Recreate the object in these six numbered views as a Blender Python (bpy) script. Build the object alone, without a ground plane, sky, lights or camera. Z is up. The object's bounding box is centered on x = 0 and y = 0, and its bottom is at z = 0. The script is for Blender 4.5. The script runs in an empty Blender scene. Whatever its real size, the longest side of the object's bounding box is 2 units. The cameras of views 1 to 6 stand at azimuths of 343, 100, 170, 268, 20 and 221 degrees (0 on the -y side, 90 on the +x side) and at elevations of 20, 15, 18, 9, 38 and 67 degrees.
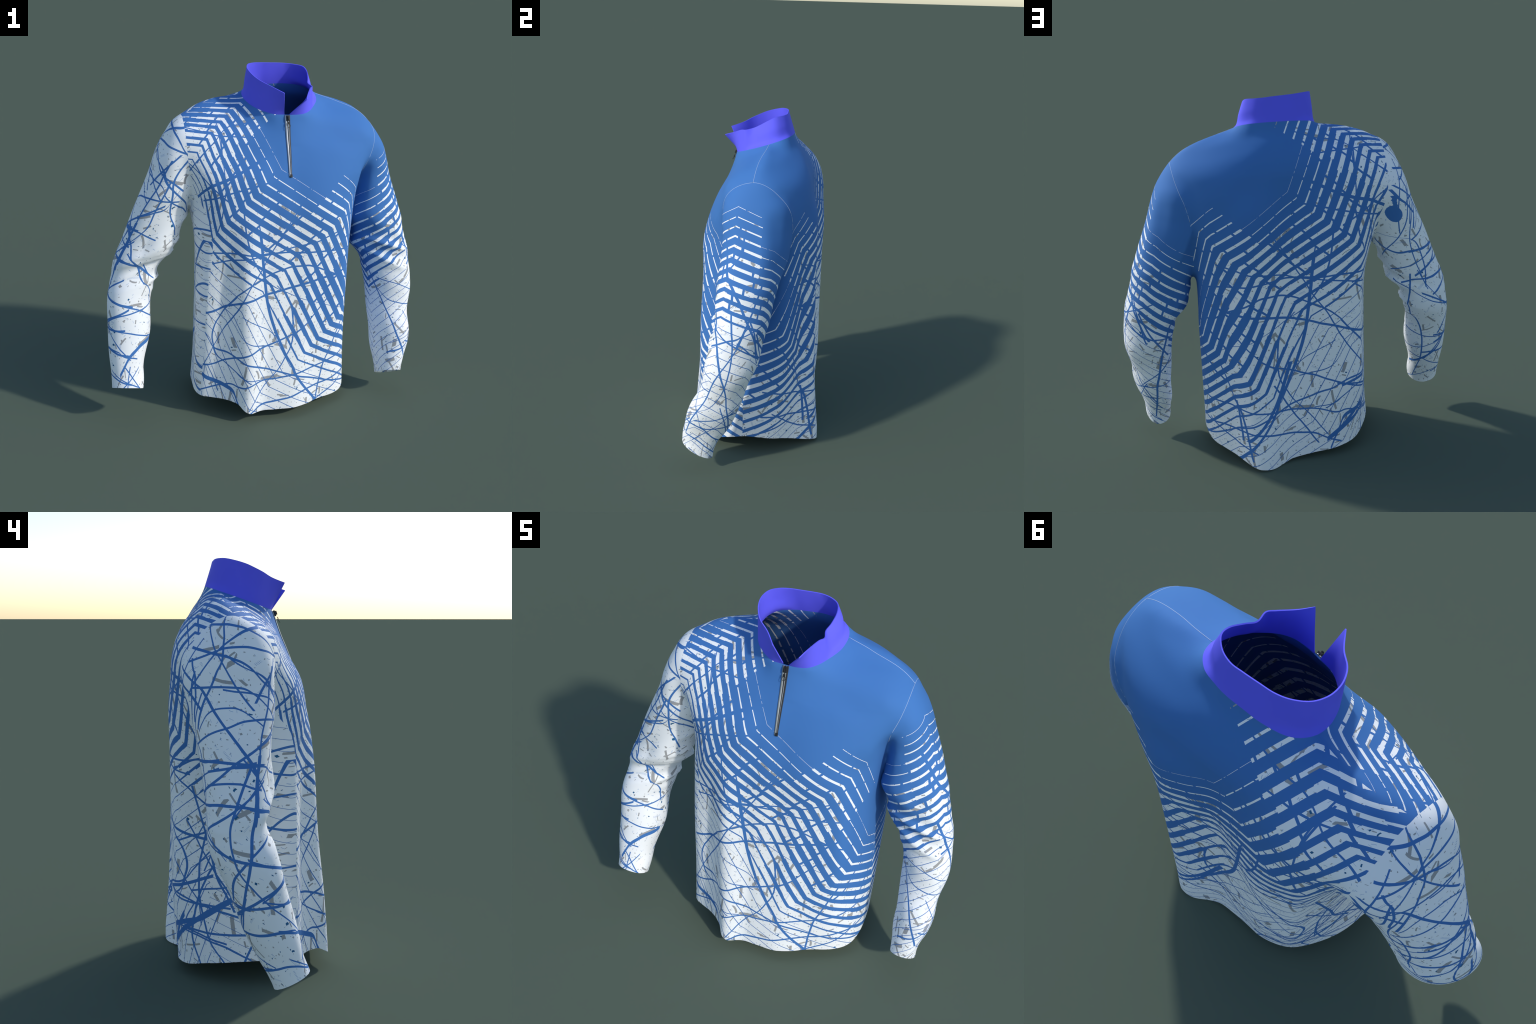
import bpy, bmesh, math
import numpy as np
from mathutils import Vector

SCN = bpy.context.scene
COL = SCN.collection


# ----------------------------------------------------------------- helpers
def curve(keys, x):
    """Smooth (monotone Hermite) interpolation through hand placed keys (x, y)."""
    k = np.array(sorted(keys), float)
    xs, ys = k[:, 0], k[:, 1]
    h = np.diff(xs); d = np.diff(ys) / h
    m = np.zeros(len(xs)); m[0], m[-1] = d[0], d[-1]
    for i in range(1, len(xs) - 1):
        if d[i - 1] * d[i] > 0:
            w1, w2 = 2 * h[i] + h[i - 1], h[i] + 2 * h[i - 1]
            m[i] = (w1 + w2) / (w1 / d[i - 1] + w2 / d[i])
    x = np.clip(x, xs[0], xs[-1])
    i = np.clip(np.searchsorted(xs, x) - 1, 0, len(h) - 1)
    t = (x - xs[i]) / h[i]
    return ((2*t**3 - 3*t**2 + 1) * ys[i] + (t**3 - 2*t**2 + t) * h[i] * m[i]
            + (-2*t**3 + 3*t**2) * ys[i + 1] + (t**3 - t**2) * h[i] * m[i + 1])


def closed_spline(pts, n):
    """n points along a closed Catmull-Rom curve, evenly spaced by length."""
    p = np.array(pts, float); m = len(p)
    out = []
    for i in range(m):
        a, b, c, d = p[i - 1], p[i], p[(i + 1) % m], p[(i + 2) % m]
        for t in np.linspace(0, 1, 16, endpoint=False):
            out.append(.5 * (2*b + (c - a)*t + (2*a - 5*b + 4*c - d)*t*t + (3*b - a - 3*c + d)*t**3))
    out = np.array(out + [out[0]])
    s = np.r_[0, np.cumsum(np.linalg.norm(np.diff(out, axis=0), axis=1))]
    u = np.linspace(0, s[-1], n, endpoint=False)
    return np.stack([np.interp(u, s, out[:, j]) for j in range(p.shape[1])], 1)


def polyline(pts, n):
    """n points along an open Catmull-Rom curve, evenly spaced by length."""
    p = np.array(pts, float)
    q = np.vstack([2*p[0] - p[1], p, 2*p[-1] - p[-2]])
    out = []
    for i in range(1, len(q) - 2):
        a, b, c, d = q[i - 1], q[i], q[i + 1], q[i + 2]
        for t in np.linspace(0, 1, 16, endpoint=False):
            out.append(.5 * (2*b + (c - a)*t + (2*a - 5*b + 4*c - d)*t*t + (3*b - a - 3*c + d)*t**3))
    out = np.array(out + [p[-1]])
    s = np.r_[0, np.cumsum(np.linalg.norm(np.diff(out, axis=0), axis=1))]
    u = np.linspace(0, s[-1], n)
    return np.stack([np.interp(u, s, out[:, j]) for j in range(p.shape[1])], 1)


def smooth(a, b, x):
    t = np.clip((x - a) / (b - a), 0, 1)
    return t * t * (3 - 2 * t)


def loft_faces(rings, n):
    f = [[r*n + i, r*n + (i + 1) % n, (r + 1)*n + (i + 1) % n, (r + 1)*n + i]
         for r in range(rings - 1) for i in range(n)]
    return f + [list(range(n))[::-1], list(range((rings - 1)*n, rings*n))]


# ----------------------------------------------------------------- the body of the garment
# Horizontal sections of the torso, listed round from the wearer's right side over the front to the left side
# and back: the cloth hangs in a flat front, a ridge at the front right, and a hollow along the spine.
SECTIONS = {
    .07: [(-.43, .04), (-.438, -.07), (-.444, -.17), (-.432, -.235), (-.385, -.265), (-.34, -.285), (-.28, -.318), (-.232, -.365),
          (-.21, -.405), (-.17, -.420), (-.09, -.385), (0, -.388), (.1, -.392), (.19, -.36), (.27, -.318), (.4, -.262), (.475, -.2),
          (.508, -.12), (.516, 0), (.510, .1), (.487, .18), (.44, .24), (.39, .288), (.345, .35), (.30, .402), (.26, .422), (.2, .412),
          (.13, .365), (.065, .34), (-.06, .337), (-.167, .330), (-.262, .297), (-.33, .24), (-.39, .14)],
    .40: [(-.440, -.16), (-.412, -.235), (-.36, -.262), (-.305, -.275), (-.255, -.322), (-.215, -.375), (-.165, -.394), (-.07, -.360), (0, -.362),
          (.12, -.359), (.21, -.335), (.31, -.312), (.40, -.268), (.465, -.19), (.503, -.09), (.522, .03), (.527, .12), (.503, .22),
          (.45, .268), (.39, .308), (.335, .368), (.285, .400), (.2, .385), (.12, .345), (.05, .330), (-.06, .347), (-.15, .358), (-.25, .342),
          (-.325, .312), (-.366, .22), (-.394, .10), (-.420, -.03)],
    .75: [(-.440, -.14), (-.410, -.228), (-.36, -.252), (-.305, -.266), (-.25, -.318), (-.19, -.356), (-.08, -.335), (.03, -.331), (.15, -.328),
          (.25, -.315), (.34, -.302), (.42, -.266), (.475, -.165), (.505, -.065), (.523, .05), (.535, .15), (.517, .24), (.46, .285), (.39, .319),
          (.335, .365), (.285, .390), (.2, .367), (.12, .337), (.04, .325), (-.06, .343), (-.15, .357), (-.25, .342), (-.325, .316),
          (-.365, .22), (-.391, .10), (-.417, -.03)],
    1.05: [(-.442, -.11), (-.408, -.208), (-.36, -.245), (-.29, -.283), (-.235, -.318), (-.18, -.336), (-.08, -.322), (.03, -.318), (.15, -.315),
           (.25, -.308), (.34, -.288), (.42, -.25), (.48, -.155), (.513, -.06), (.528, .06), (.530, .16), (.515, .24), (.458, .297),
           (.385, .329), (.33, .365), (.28, .383), (.2, .36), (.12, .33), (.04, .322), (-.06, .342), (-.15, .358), (-.26, .342), (-.338, .312),
           (-.380, .21), (-.408, .08), (-.432, -.03)],
    1.28: [(-.46, -.08), (-.437, -.14), (-.39, -.21), (-.33, -.262), (-.25, -.29), (-.15, -.302), (-.03, -.305), (.1, -.308),
           (.2, -.307), (.29, -.296), (.36, -.27), (.42, -.23), (.48, -.17), (.53, -.09), (.555, .02), (.56, .14), (.535, .24),
           (.46, .310), (.37, .352), (.27, .383), (.17, .362), (.08, .335), (0, .333), (-.1, .347), (-.2, .359), (-.29, .347),
           (-.365, .312), (-.43, .23), (-.47, .1)],
    1.44: [(-.50, -.06), (-.47, -.14), (-.40, -.205), (-.33, -.230), (-.235, -.255), (-.13, -.270), (-.04, -.264), (.05, -.259),
           (.15, -.260), (.25, -.257), (.34, -.243), (.43, -.215), (.51, -.17), (.57, -.09), (.60, .04), (.60, .16), (.565, .25),
           (.49, .302), (.39, .338), (.28, .372), (.17, .357), (.08, .330), (0, .324), (-.1, .338), (-.2, .348), (-.3, .340),
           (-.39, .308), (-.46, .24), (-.51, .12)],
    1.55: [(-.60, .05), (-.56, -.07), (-.5, -.13), (-.42, -.16), (-.33, -.177), (-.25, -.192), (-.15, -.205), (-.05, -.213), (.05, -.218),
           (.15, -.214), (.25, -.209), (.35, -.197), (.45, -.173), (.54, -.14), (.61, -.09), (.665, .05), (.65, .15), (.59, .225),
           (.5, .285), (.4, .325), (.3, .342), (.2, .34), (.1, .327), (0, .318), (-.1, .321), (-.2, .337), (-.3, .334), (-.4, .304),
           (-.48, .250), (-.56, .16)],
    1.65: [(-.58, .06), (-.555, -.04), (-.5, -.09), (-.4, -.115), (-.3, -.13), (-.2, -.145), (-.1, -.158), (0, -.172), (.053, -.177),
           (.12, -.174), (.22, -.156), (.33, -.136), (.45, -.120), (.55, -.095), (.615, -.035), (.642, .05), (.638, .11), (.60, .18), (.50, .25),
           (.39, .297), (.28, .320), (.17, .315), (.05, .308), (-.05, .302), (-.15, .303), (-.25, .308), (-.35, .283), (-.45, .222),
           (-.535, .14)],
    1.72: [(-.515, .045), (-.45, 0), (-.38, -.025), (-.3, -.04), (-.2, -.077), (-.12, -.106), (-.066, -.120), (0, -.144), (.053, -.155),
           (.12, -.149), (.2, -.127), (.3, -.094), (.4, -.062), (.5, -.02), (.580, .065), (.55, .127), (.46, .200), (.35, .257), (.24, .285),
           (.14, .282), (.05, .278), (-.06, .272), (-.15, .270), (-.23, .266), (-.32, .240), (-.41, .195), (-.48, .125)],
    1.77: [(-.425, .08), (-.35, .04), (-.28, .02), (-.214, -.004), (-.15, -.04), (-.1, -.075), (-.05, -.105), (0, -.125), (.06, -.134),
           (.13, -.13), (.19, -.1), (.25, -.055), (.32, -.015), (.4, .03), (.492, .085), (.43, .155), (.35, .202), (.25, .234), (.15, .25),
           (.05, .247), (-.057, .240), (-.15, .225), (-.23, .212), (-.31, .188), (-.385, .138)],
    1.81: [(-.315, .1), (-.25, .08), (-.19, .06), (-.145, .03), (-.12, -.01), (-.05, -.06), (.06, -.09), (.17, -.06), (.24, 0), (.28, .04),
           (.33, .06), (.382, .095), (.330, .142), (.27, .18), (.2, .2), (.12, .216), (.05, .218), (-.05, .213), (-.13, .2), (-.2, .182),
           (-.235, .168), (-.28, .142)],
    1.845: [(-.225, .115), (-.17, .08), (-.1, .03), (0, 0), (.1, 0), (.2, .03), (.27, .07), (.300, .095), (.26, .145), (.2, .175), (.1, .195),
            (.04, .195), (-.05, .19), (-.12, .17), (-.19, .147)],
    1.90: [(-.16, .1), (-.1, .04), (0, .01), (.1, .01), (.2, .04), (.25, .09), (.2, .15), (.1, .175), (0, .175), (-.1, .155)]}

NT = 200
CX, CYC = .05, .04
TH = np.linspace(-np.pi, np.pi, NT, endpoint=False)


def radial(pts, cy):
    p = closed_spline(pts, 500) - (CX, cy)
    a = np.arctan2(p[:, 1], p[:, 0]); o = np.argsort(a)
    a, r = a[o], np.hypot(p[o, 0], p[o, 1])
    return np.interp(TH, np.r_[a - 2*np.pi, a, a + 2*np.pi], np.r_[r, r, r])


def torso_rings():
    zk = np.array(sorted(SECTIONS))
    centre = [(1.2, .04), (1.7, .06), (1.85, .09), (2.0, .09)]
    R = np.array([radial(SECTIONS[k], curve(centre, np.array([k]))[0]) for k in zk])
    m = np.gradient(R, zk, axis=0)
    rings = []
    for z in np.r_[np.linspace(-.10, 1.6, 69), np.linspace(1.612, 1.90, 32)]:
        q = np.clip(z, zk[0], zk[-1])
        i = min(max(int(np.searchsorted(zk, q)) - 1, 0), len(zk) - 2)
        h = zk[i + 1] - zk[i]; t = (q - zk[i])/h
        r = ((2*t**3 - 3*t**2 + 1)*R[i] + (t**3 - 2*t**2 + t)*h*m[i] + (3*t**2 - 2*t**3)*R[i + 1] + (t**3 - t**2)*h*m[i + 1])
        cy = curve(centre, np.array([q]))[0]
        rings.append(np.c_[CX + r*np.cos(TH), cy + r*np.sin(TH), np.full(NT, z)])
    return rings


# Horizontal sections of each sleeve: height, inner edge, outer edge, front, back.
SLEEVE_R = [(0.00, -.775, -.935, -.340, -.135), (.15, -.765, -.936, -.298, -.115), (.20, -.757, -.936, -.280, -.095),
            (.30, -.735, -.940, -.248, -.030), (.46, -.705, -.942, -.205, .034), (.63, -.680, -.932, -.164, .107),
            (.75, -.660, -.920, -.125, .150), (.82, -.640, -.906, -.105, .165), (.92, -.575, -.882, -.095, .176), (1.07, -.510, -.820, -.092, .193),
            (1.20, -.450, -.768, -.103, .220), (1.33, -.40, -.712, -.125, .262), (1.45, -.38, -.662, -.130, .292),
            (1.52, -.37, -.636, -.126, .285), (1.59, -.36, -.606, -.113, .258), (1.64, -.35, -.578, -.098, .222),
            (1.68, -.34, -.562, -.065, .188), (1.71, -.33, -.535, -.020, .140), (1.735, -.32, -.505, .020, .080)]
SLEEVE_L = [(0.00, .700, .866, -.330, -.120), (.10, .702, .864, -.308, -.112), (.17, .704, .864, -.296, -.088), (.24, .706, .868, -.288, -.043),
            (.33, .702, .890, -.264, .010), (.43, .694, .918, -.234, .048), (.52, .688, .925, -.194, .077), (.70, .676, .929, -.144, .136),
            (.78, .656, .927, -.126, .154), (.86, .616, .916, -.116, .170), (.97, .572, .890, -.108, .192), (1.05, .556, .866, -.107, .210),
            (1.09, .530, .860, -.108, .219), (1.15, .500, .842, -.108, .231), (1.25, .49, .810, -.107, .255), (1.36, .47, .771, -.108, .273), (1.45, .46, .739, -.118, .278),
            (1.54, .46, .704, -.112, .260), (1.60, .45, .672, -.090, .222), (1.65, .44, .640, -.060, .182), (1.69, .43, .608, -.010, .142),
            (1.715, .42, .572, .020, .100)]


def sleeve_rings(rows, n=72):
    a = np.linspace(0, 2*np.pi, n, endpoint=False)
    c = np.array(rows)
    out = []
    for z in np.linspace(c[0, 0], c[-1, 0], 90):
        xi, xo, yf, yb = [curve(list(zip(c[:, 0], c[:, j])), z) for j in range(1, 5)]
        e = .92
        cx, sx = np.cos(a), np.sin(a)
        x = (xi + xo)/2 + abs(xo - xi)/2*np.sign(cx)*np.abs(cx)**e
        y = (yf + yb)/2 + (yb - yf)/2*np.sign(sx)*np.abs(sx)**e
        # the arm turns the sleeve: its front lies further out than its back
        x += (.20 - .08*smooth(1.0, 1.35, z))*(1.0 if xo > 0 else smooth(.0, .9, z)*.6 + .4)*smooth(.1, .35, z)*((yf + yb)/2 - y)*np.sign(xo)
        out.append(np.c_[x, y, np.full(n, z)])
    return out


def body_mesh():
    v, f, base = [], [], 0
    for rings in (torso_rings(), sleeve_rings(SLEEVE_R), sleeve_rings(SLEEVE_L)):
        n = len(rings[0])
        v += [tuple(q) for r in rings for q in r]
        f += [[i + base for i in face] for face in loft_faces(len(rings), n)]
        base = len(v)
    me = bpy.data.meshes.new("garment_body"); me.from_pydata(v, [], f)
    ob = bpy.data.objects.new("garment_body", me); COL.objects.link(ob)
    m = ob.modifiers.new("union", "REMESH"); m.mode = "VOXEL"; m.voxel_size = .0105
    dg = bpy.context.evaluated_depsgraph_get()
    new = bpy.data.meshes.new_from_object(ob.evaluated_get(dg))
    bpy.data.objects.remove(ob); bpy.data.meshes.remove(me)
    return new


def read(me):
    v = np.empty(len(me.vertices)*3); me.vertices.foreach_get("co", v)
    return v.reshape(-1, 3)


def edges_of(me):
    e = np.empty(len(me.edges)*2, int); me.edges.foreach_get("vertices", e)
    return e.reshape(-1, 2)


def relax(v, e, steps, w=None, lam=.5, mu=-.51):
    """Taubin smoothing: evens the voxel steps without shrinking."""
    n = len(v); deg = np.bincount(e.ravel(), minlength=n).astype(float)[:, None]
    w = np.ones((n, 1)) if w is None else w[:, None]
    for k in range(steps*2):
        s = np.zeros_like(v)
        for j in range(3):
            s[:, j] = (np.bincount(e[:, 0], v[e[:, 1], j], n) + np.bincount(e[:, 1], v[e[:, 0], j], n))
        v = v + (s/deg - v)*(lam if k % 2 == 0 else mu)*w
    return v


def blur(v, e, steps, w):
    n = len(v); deg = np.bincount(e.ravel(), minlength=n).astype(float)[:, None]
    for k in range(steps):
        s = np.zeros_like(v)
        for j in range(3):
            s[:, j] = (np.bincount(e[:, 0], v[e[:, 1], j], n) + np.bincount(e[:, 1], v[e[:, 0], j], n))
        v = v + (s/deg - v)*.5*w[:, None]
    return v


# ----------------------------------------------------------------- seams and openings as height fields
def armhole_r(y, z):
    a = curve([(1.05, -.482), (1.15, -.462), (1.24, -.452), (1.32, -.452), (1.42, -.478), (1.52, -.497), (1.65, -.503), (1.74, -.497)], z)
    return a + .04*np.clip(y - .05, 0, .3)*np.clip((z - 1.2)*3, 0, 1)


def armhole_l(y, z):
    return curve([(1.02, .544), (1.15, .545), (1.28, .548), (1.38, .553), (1.49, .576), (1.56, .602), (1.64, .622), (1.70, .628)], z)


def panel_seam(x, z):
    sh = curve([(-.5, .045), (-.3, .10), (-.15, .103), (.28, .089), (.45, .063), (.63, .055)], x)
    side = np.where(x < .05, curve([(.3, -.235), (1.0, -.24), (1.18, -.215), (1.3, -.13)], z), .005)
    w = smooth(1.30, 1.5, z)
    return side*(1 - w) + sh*w


def hem_height(x, y):
    th = np.arctan2(y - CYC, x - CX)
    keys = [(-3.1416, .112), (-2.75, .125), (-2.45, .118), (-2.2, .108), (-2.0, .062), (-1.57, .058), (-1.0, .058), (-.6, .052),
            (-.25, .082), (0, .100), (.4, .080), (.62, .055), (.8, .035), (1.05, .012), (1.25, .0), (1.5, .016), (1.9, .030), (2.2, .040), (2.5, .055),
            (2.8, .085), (3.1416, .112)]
    return curve(keys, th)


def neck_height(x, y):
    return 1.804 + .345*y


def coords(bm):
    return np.array([v.co for v in bm.verts])


def centres(bm):
    return np.array([q.calc_center_median() for q in bm.faces])


def cut(bm, f, axis, clear=0, where=None, snap=.0012):
    """Cut the mesh along the surface coord[axis] = f(other two coords); clear=+1/-1 drops that side."""
    o = [(1, 2), (0, 2), (0, 1)][axis]
    ok = where(*centres(bm).T)
    faces = [q for q, k in zip(bm.faces, ok) if k]
    c = coords(bm); h = c[:, axis] - f(c[:, o[0]], c[:, o[1]])
    for v, z in zip(bm.verts, h):
        v.co[axis] = z
    no = [0, 0, 0]; no[axis] = 1
    geom = list({v for q in faces for v in q.verts}) + list({e for q in faces for e in q.edges}) + faces
    bmesh.ops.bisect_plane(bm, geom=geom, dist=snap, plane_co=(0, 0, 0), plane_no=no,
                           clear_outer=clear > 0, clear_inner=clear < 0)
    c = coords(bm); h = c[:, axis] + f(c[:, o[0]], c[:, o[1]])
    for v, z in zip(bm.verts, h):
        v.co[axis] = z


THICK = .0045


def noise3(p, scale, seed):
    """Cheap smooth noise: a sum of sines with random directions."""
    r = np.random.default_rng(seed); out = np.zeros(len(p))
    for k in range(10):
        d = r.normal(size=3); d /= np.linalg.norm(d)
        out += np.sin((p*scale) @ d*r.uniform(.6, 1.5) + r.uniform(0, 6.28))
    return out/3.2


def creases(p, scale, seed, sharp=1.6):
    """Rounded pleats with narrow valleys, like bunched cloth."""
    return 1 - np.abs(noise3(p*np.array(scale), 1.0, seed))**(1/sharp)*1.6


def wrinkle(v, e):
    """Bunched elbows, crumpled forearms, gathers round the left armhole, soft drapes on the body."""
    n = len(v)
    x, y, z = v.T
    ax_r = -curve([(c[0], -(c[1] + c[2])/2) for c in SLEEVE_R], z); ay_r = curve([(c[0], (c[3] + c[4])/2) for c in SLEEVE_R], z)
    ax_l = curve([(c[0], (c[1] + c[2])/2) for c in SLEEVE_L], z); ay_l = curve([(c[0], (c[3] + c[4])/2) for c in SLEEVE_L], z)
    out = np.zeros((n, 3)); amount = np.zeros(n)
    for side, ax, ay, seed in ((-1, ax_r, ay_r, 11), (1, ax_l, ay_l, 23)):
        on = (x < armhole_r(y, z)) if side < 0 else (x > armhole_l(y, z))
        dx, dy = x - ax, y - ay
        r = np.hypot(dx, dy) + 1e-6
        inner = smooth(-.5, .8, -side*dx/r*.75 - dy/r*.65)          # towards the body and the front
        tilt = z + .45*side*dx + .25*dy                             # pleats fan out from the inner elbow
        elbow = np.exp(-((z - .90)/.13)**2)
        c = creases(np.stack([dx*6, dy*6, tilt*27], 1), (1, 1, 1), seed) + .5*creases(np.stack([dx*11, dy*11, tilt*52], 1), (1, 1, 1), seed + 7)
        fore = np.clip((1.0 - z)/.25, 0, 1)*np.clip((z - .2)/.1, 0, 1)
        f = noise3(np.stack([dx*11, dy*11, tilt*19], 1), 1.0, seed + 1)
        bias = np.clip((1.5 - z)/.1, 0, 1)*np.clip((z - .95)/.1, 0, 1)
        sweep = noise3(np.stack([dx*8 + z*6, dy*8, tilt*9], 1), 1.0, seed + 3)
        amt = elbow*(.25 + .75*inner)*.021*c + fore*.0075*f + bias*.006*sweep
        if side > 0:                                                # gathers at the left armhole
            g = creases(np.stack([dx*20, dy*20, z*5], 1), (1, 1, 1), 31)
            amt += .012*g*smooth(1.12, 1.25, z)*(1 - smooth(1.45, 1.58, z))*smooth(.1, .9, np.abs(dy)/r)
            cuffy = np.clip((.30 - z)/.1, 0, 1)
            amt += .010*cuffy*noise3(np.stack([dx*30, dy*30, z*12], 1), 1.0, 5)
        else:
            h = np.exp(-((z - 1.17)/.10)**2)
            amt += .017*h*inner*creases(np.stack([dx*7, dy*7, tilt*16], 1), (1, 1, 1), 37)
        amount = np.where(on, amt, amount)
        out[:, 0] = np.where(on, dx/r, out[:, 0]); out[:, 1] = np.where(on, dy/r, out[:, 1])
        # the pouch of cloth in the crook of the arm
        px, py = dx/r*(-side)*.6 - dy/r*.8, 0
        pouch = smooth(.55, 1.0, px)*(np.exp(-((z - 1.02)/.085)**2)*.034 if side < 0 else np.exp(-((z - 1.10)/.11)**2)*.030)
        amount = np.where(on, amount + pouch, amount)
    v = v + out*amount[:, None]
    # slack cloth on the body: long soft vertical waves, deepest at the hem and round the chest seams
    body = (x > armhole_r(y, z)) & (x < armhole_l(y, z)) & (z < 1.6)
    th = np.arctan2(y - CYC, x - CX)
    wave = noise3(np.stack([np.cos(th)*15, np.sin(th)*15, z*3.0], 1), 1.0, 43)
    amp = np.where(body, .0028*(1 - .6*smooth(.9, 1.5, z)), 0)
    v[:, 0] += np.cos(th)*wave*amp; v[:, 1] += np.sin(th)*wave*amp
    # the sleeves tuck in under the front edge of the armholes
    for hole, deep in ((armhole_l, .045), (armhole_r, .018)):
        d = x - hole(y, z)
        g = np.exp(-(d/.030)**2)*smooth(1.08, 1.18, z)*(1 - smooth(1.36, 1.50, z))*(1 - smooth(-.02, .10, y))
        v[:, 1] += deep*g
    return relax(v, e, 2)


def build_body():
    me = body_mesh()
    v, e = read(me), edges_of(me)
    v = relax(v, e, 6)
    # rounder joins where the sleeves leave the torso
    near = np.minimum(np.abs(v[:, 0] - armhole_r(v[:, 1], v[:, 2])), np.abs(v[:, 0] - armhole_l(v[:, 1], v[:, 2])))
    w = (1 - smooth(.02, .11, near))*smooth(1.26, 1.46, v[:, 2])
    v = blur(v, e, 40, w)
    w = smooth(1.60, 1.70, v[:, 2])*.7
    v = blur(v, e, 8, w)
    v = wrinkle(v, e)
    me.vertices.foreach_set("co", v.ravel())
    bm = bmesh.new(); bm.from_mesh(me); bpy.data.meshes.remove(me)
    # openings
    cut(bm, neck_height, 2, +1, where=lambda x, y, z: z > 1.7)
    cut(bm, hem_height, 2, -1, where=lambda x, y, z: (-.5 < x) & (x < .6) & (z < .4))
    cuff_r = lambda x, y: .200 - .50*(y + .2) - .12*(x + .85)
    cuff_l = lambda x, y: .128 - .60*(y + .2) - .08*(x - .78)
    right = lambda x, y, z: (x < -.5) & (z < .6)
    left = lambda x, y, z: (x > .6) & (z < .6)
    cut(bm, cuff_r, 2, -1, where=right)
    cut(bm, cuff_l, 2, -1, where=left)
    # seams
    in_r = lambda x, y, z: x < armhole_r(y, z)
    in_l = lambda x, y, z: x > armhole_l(y, z)
    cut(bm, lambda x, y: cuff_r(x, y) + .118, 2, where=right)
    cut(bm, lambda x, y: cuff_l(x, y) + .118, 2, where=left)
    cut(bm, armhole_r, 0, where=lambda x, y, z: (x < -.3) & (z > 1.1))
    cut(bm, armhole_l, 0, where=lambda x, y, z: (x > .4) & (z > 1.06))
    cut(bm, panel_seam, 1, where=lambda x, y, z: ~in_r(x, y, z) & ~in_l(x, y, z))
    part = bm.faces.layers.int.new("part")
    x, y, z = centres(bm).T
    P = np.where(y < panel_seam(x, z), 0, 1)
    P = np.where(in_r(x, y, z), np.where(z > cuff_r(x, y) + .118, 2, 4), P)
    P = np.where(in_l(x, y, z), np.where(z > cuff_l(x, y) + .118, 3, 5), P)
    for q, k in zip(bm.faces, P):
        q[part] = int(k)
    bmesh.ops.triangulate(bm, faces=[q for q in bm.faces if len(q.verts) > 4])
    bm.verts.index_update(); bm.normal_update()
    V = np.array([q.co for q in bm.verts]); N = np.array([q.normal for q in bm.verts])
    F = [[w.index for w in q.verts] for q in bm.faces]
    P = np.array([q[part] for q in bm.faces])
    E = np.array([[w.index for w in q.verts] for q in bm.edges])
    border = [(q.verts[0].index, q.verts[1].index, q.link_loops[0]) for q in bm.edges if q.is_boundary]
    border = [(l.vert.index, l.link_loop_next.vert.index, l.face.index) for a, b, l in border]
    seam = [(q.verts[0].index, q.verts[1].index, tuple(sorted(g[part] for g in q.link_faces)))
            for q in bm.edges if len(q.link_faces) == 2 and q.link_faces[0][part] != q.link_faces[1][part]]
    bm.free()
    return V, N, F, P, border, seam


# ----------------------------------------------------------------- neck line and collar
NECK_C = (.07, .04)
NECK = [(.039, -.137), (.07, -.140), (.114, -.140), (.158, -.131), (.2, -.102), (.24, -.052), (.27, -.004), (.283, .04), (.285, .088),
        (.266, .137), (.222, .174), (.17, .187), (.115, .193), (.042, .189), (-.01, .185), (-.079, .167), (-.121, .138), (-.146, .09),
        (-.148, .038), (-.135, -.01), (-.112, -.055), (-.067, -.1), (-.017, -.13)]
NECK_RING = closed_spline(NECK, 360)


def neck_point(th):
    p = NECK_RING - NECK_C
    a = np.arctan2(p[:, 1], p[:, 0]); o = np.argsort(a); a = a[o]
    r = np.hypot(p[:, 0], p[:, 1])[o]
    r = np.interp(th, np.r_[a - 2*np.pi, a, a + 2*np.pi], np.r_[r, r, r])
    x, y = NECK_C[0] + r*np.cos(th), NECK_C[1] + r*np.sin(th)
    return np.stack([x, y, neck_height(x, y)], -1)


def fit_neck(V, border):
    """Ease the cloth round the neck opening so that its edge lies on the collar seam."""
    b = np.array(sorted({i for a, c, f in border for i in (a, c) if V[i, 2] > 1.7}))
    th = np.arctan2(V[b, 1] - NECK_C[1], V[b, 0] - NECK_C[0]); o = np.argsort(th)
    b, th = b[o], th[o]
    d = neck_point(th) - V[b]
    thx = np.r_[th - 2*np.pi, th, th + 2*np.pi]
    i = np.where(V[:, 2] > 1.5)[0]
    a = np.arctan2(V[i, 1] - NECK_C[1], V[i, 0] - NECK_C[0])
    move = np.stack([np.interp(a, thx, np.tile(d[:, j], 3)) for j in range(3)], 1)
    edge = np.stack([np.interp(a, thx, np.tile(V[b, j], 3)) for j in range(3)], 1)
    dist = np.linalg.norm(V[i] - edge, axis=1)
    V[i] += move*np.exp(-(dist/.075)**2)[:, None]
    return V


# Upper edge of the stand collar from the right flap round the nape to the left flap.
COLLAR_TOP = [(.009, -.203, 1.888), (-.041, -.137, 1.912), (-.09, -.094, 1.935), (-.116, -.056, 1.953), (-.132, -.012, 1.972), (-.134, .038, 1.987),
              (-.115, .087, 1.998), (-.073, .122, 2.0), (-.025, .140, 1.998), (.028, .147, 1.996), (.085, .153, 1.994), (.131, .155, 1.991),
              (.179, .14, 1.987), (.219, .105, 1.981), (.230, .062, 1.960), (.220, .010, 1.930), (.207, -.029, 1.911), (.217, -.075, 1.899),
              (.197, -.105, 1.895), (.165, -.161, 1.872), (.142, -.212, 1.853)]


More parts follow.
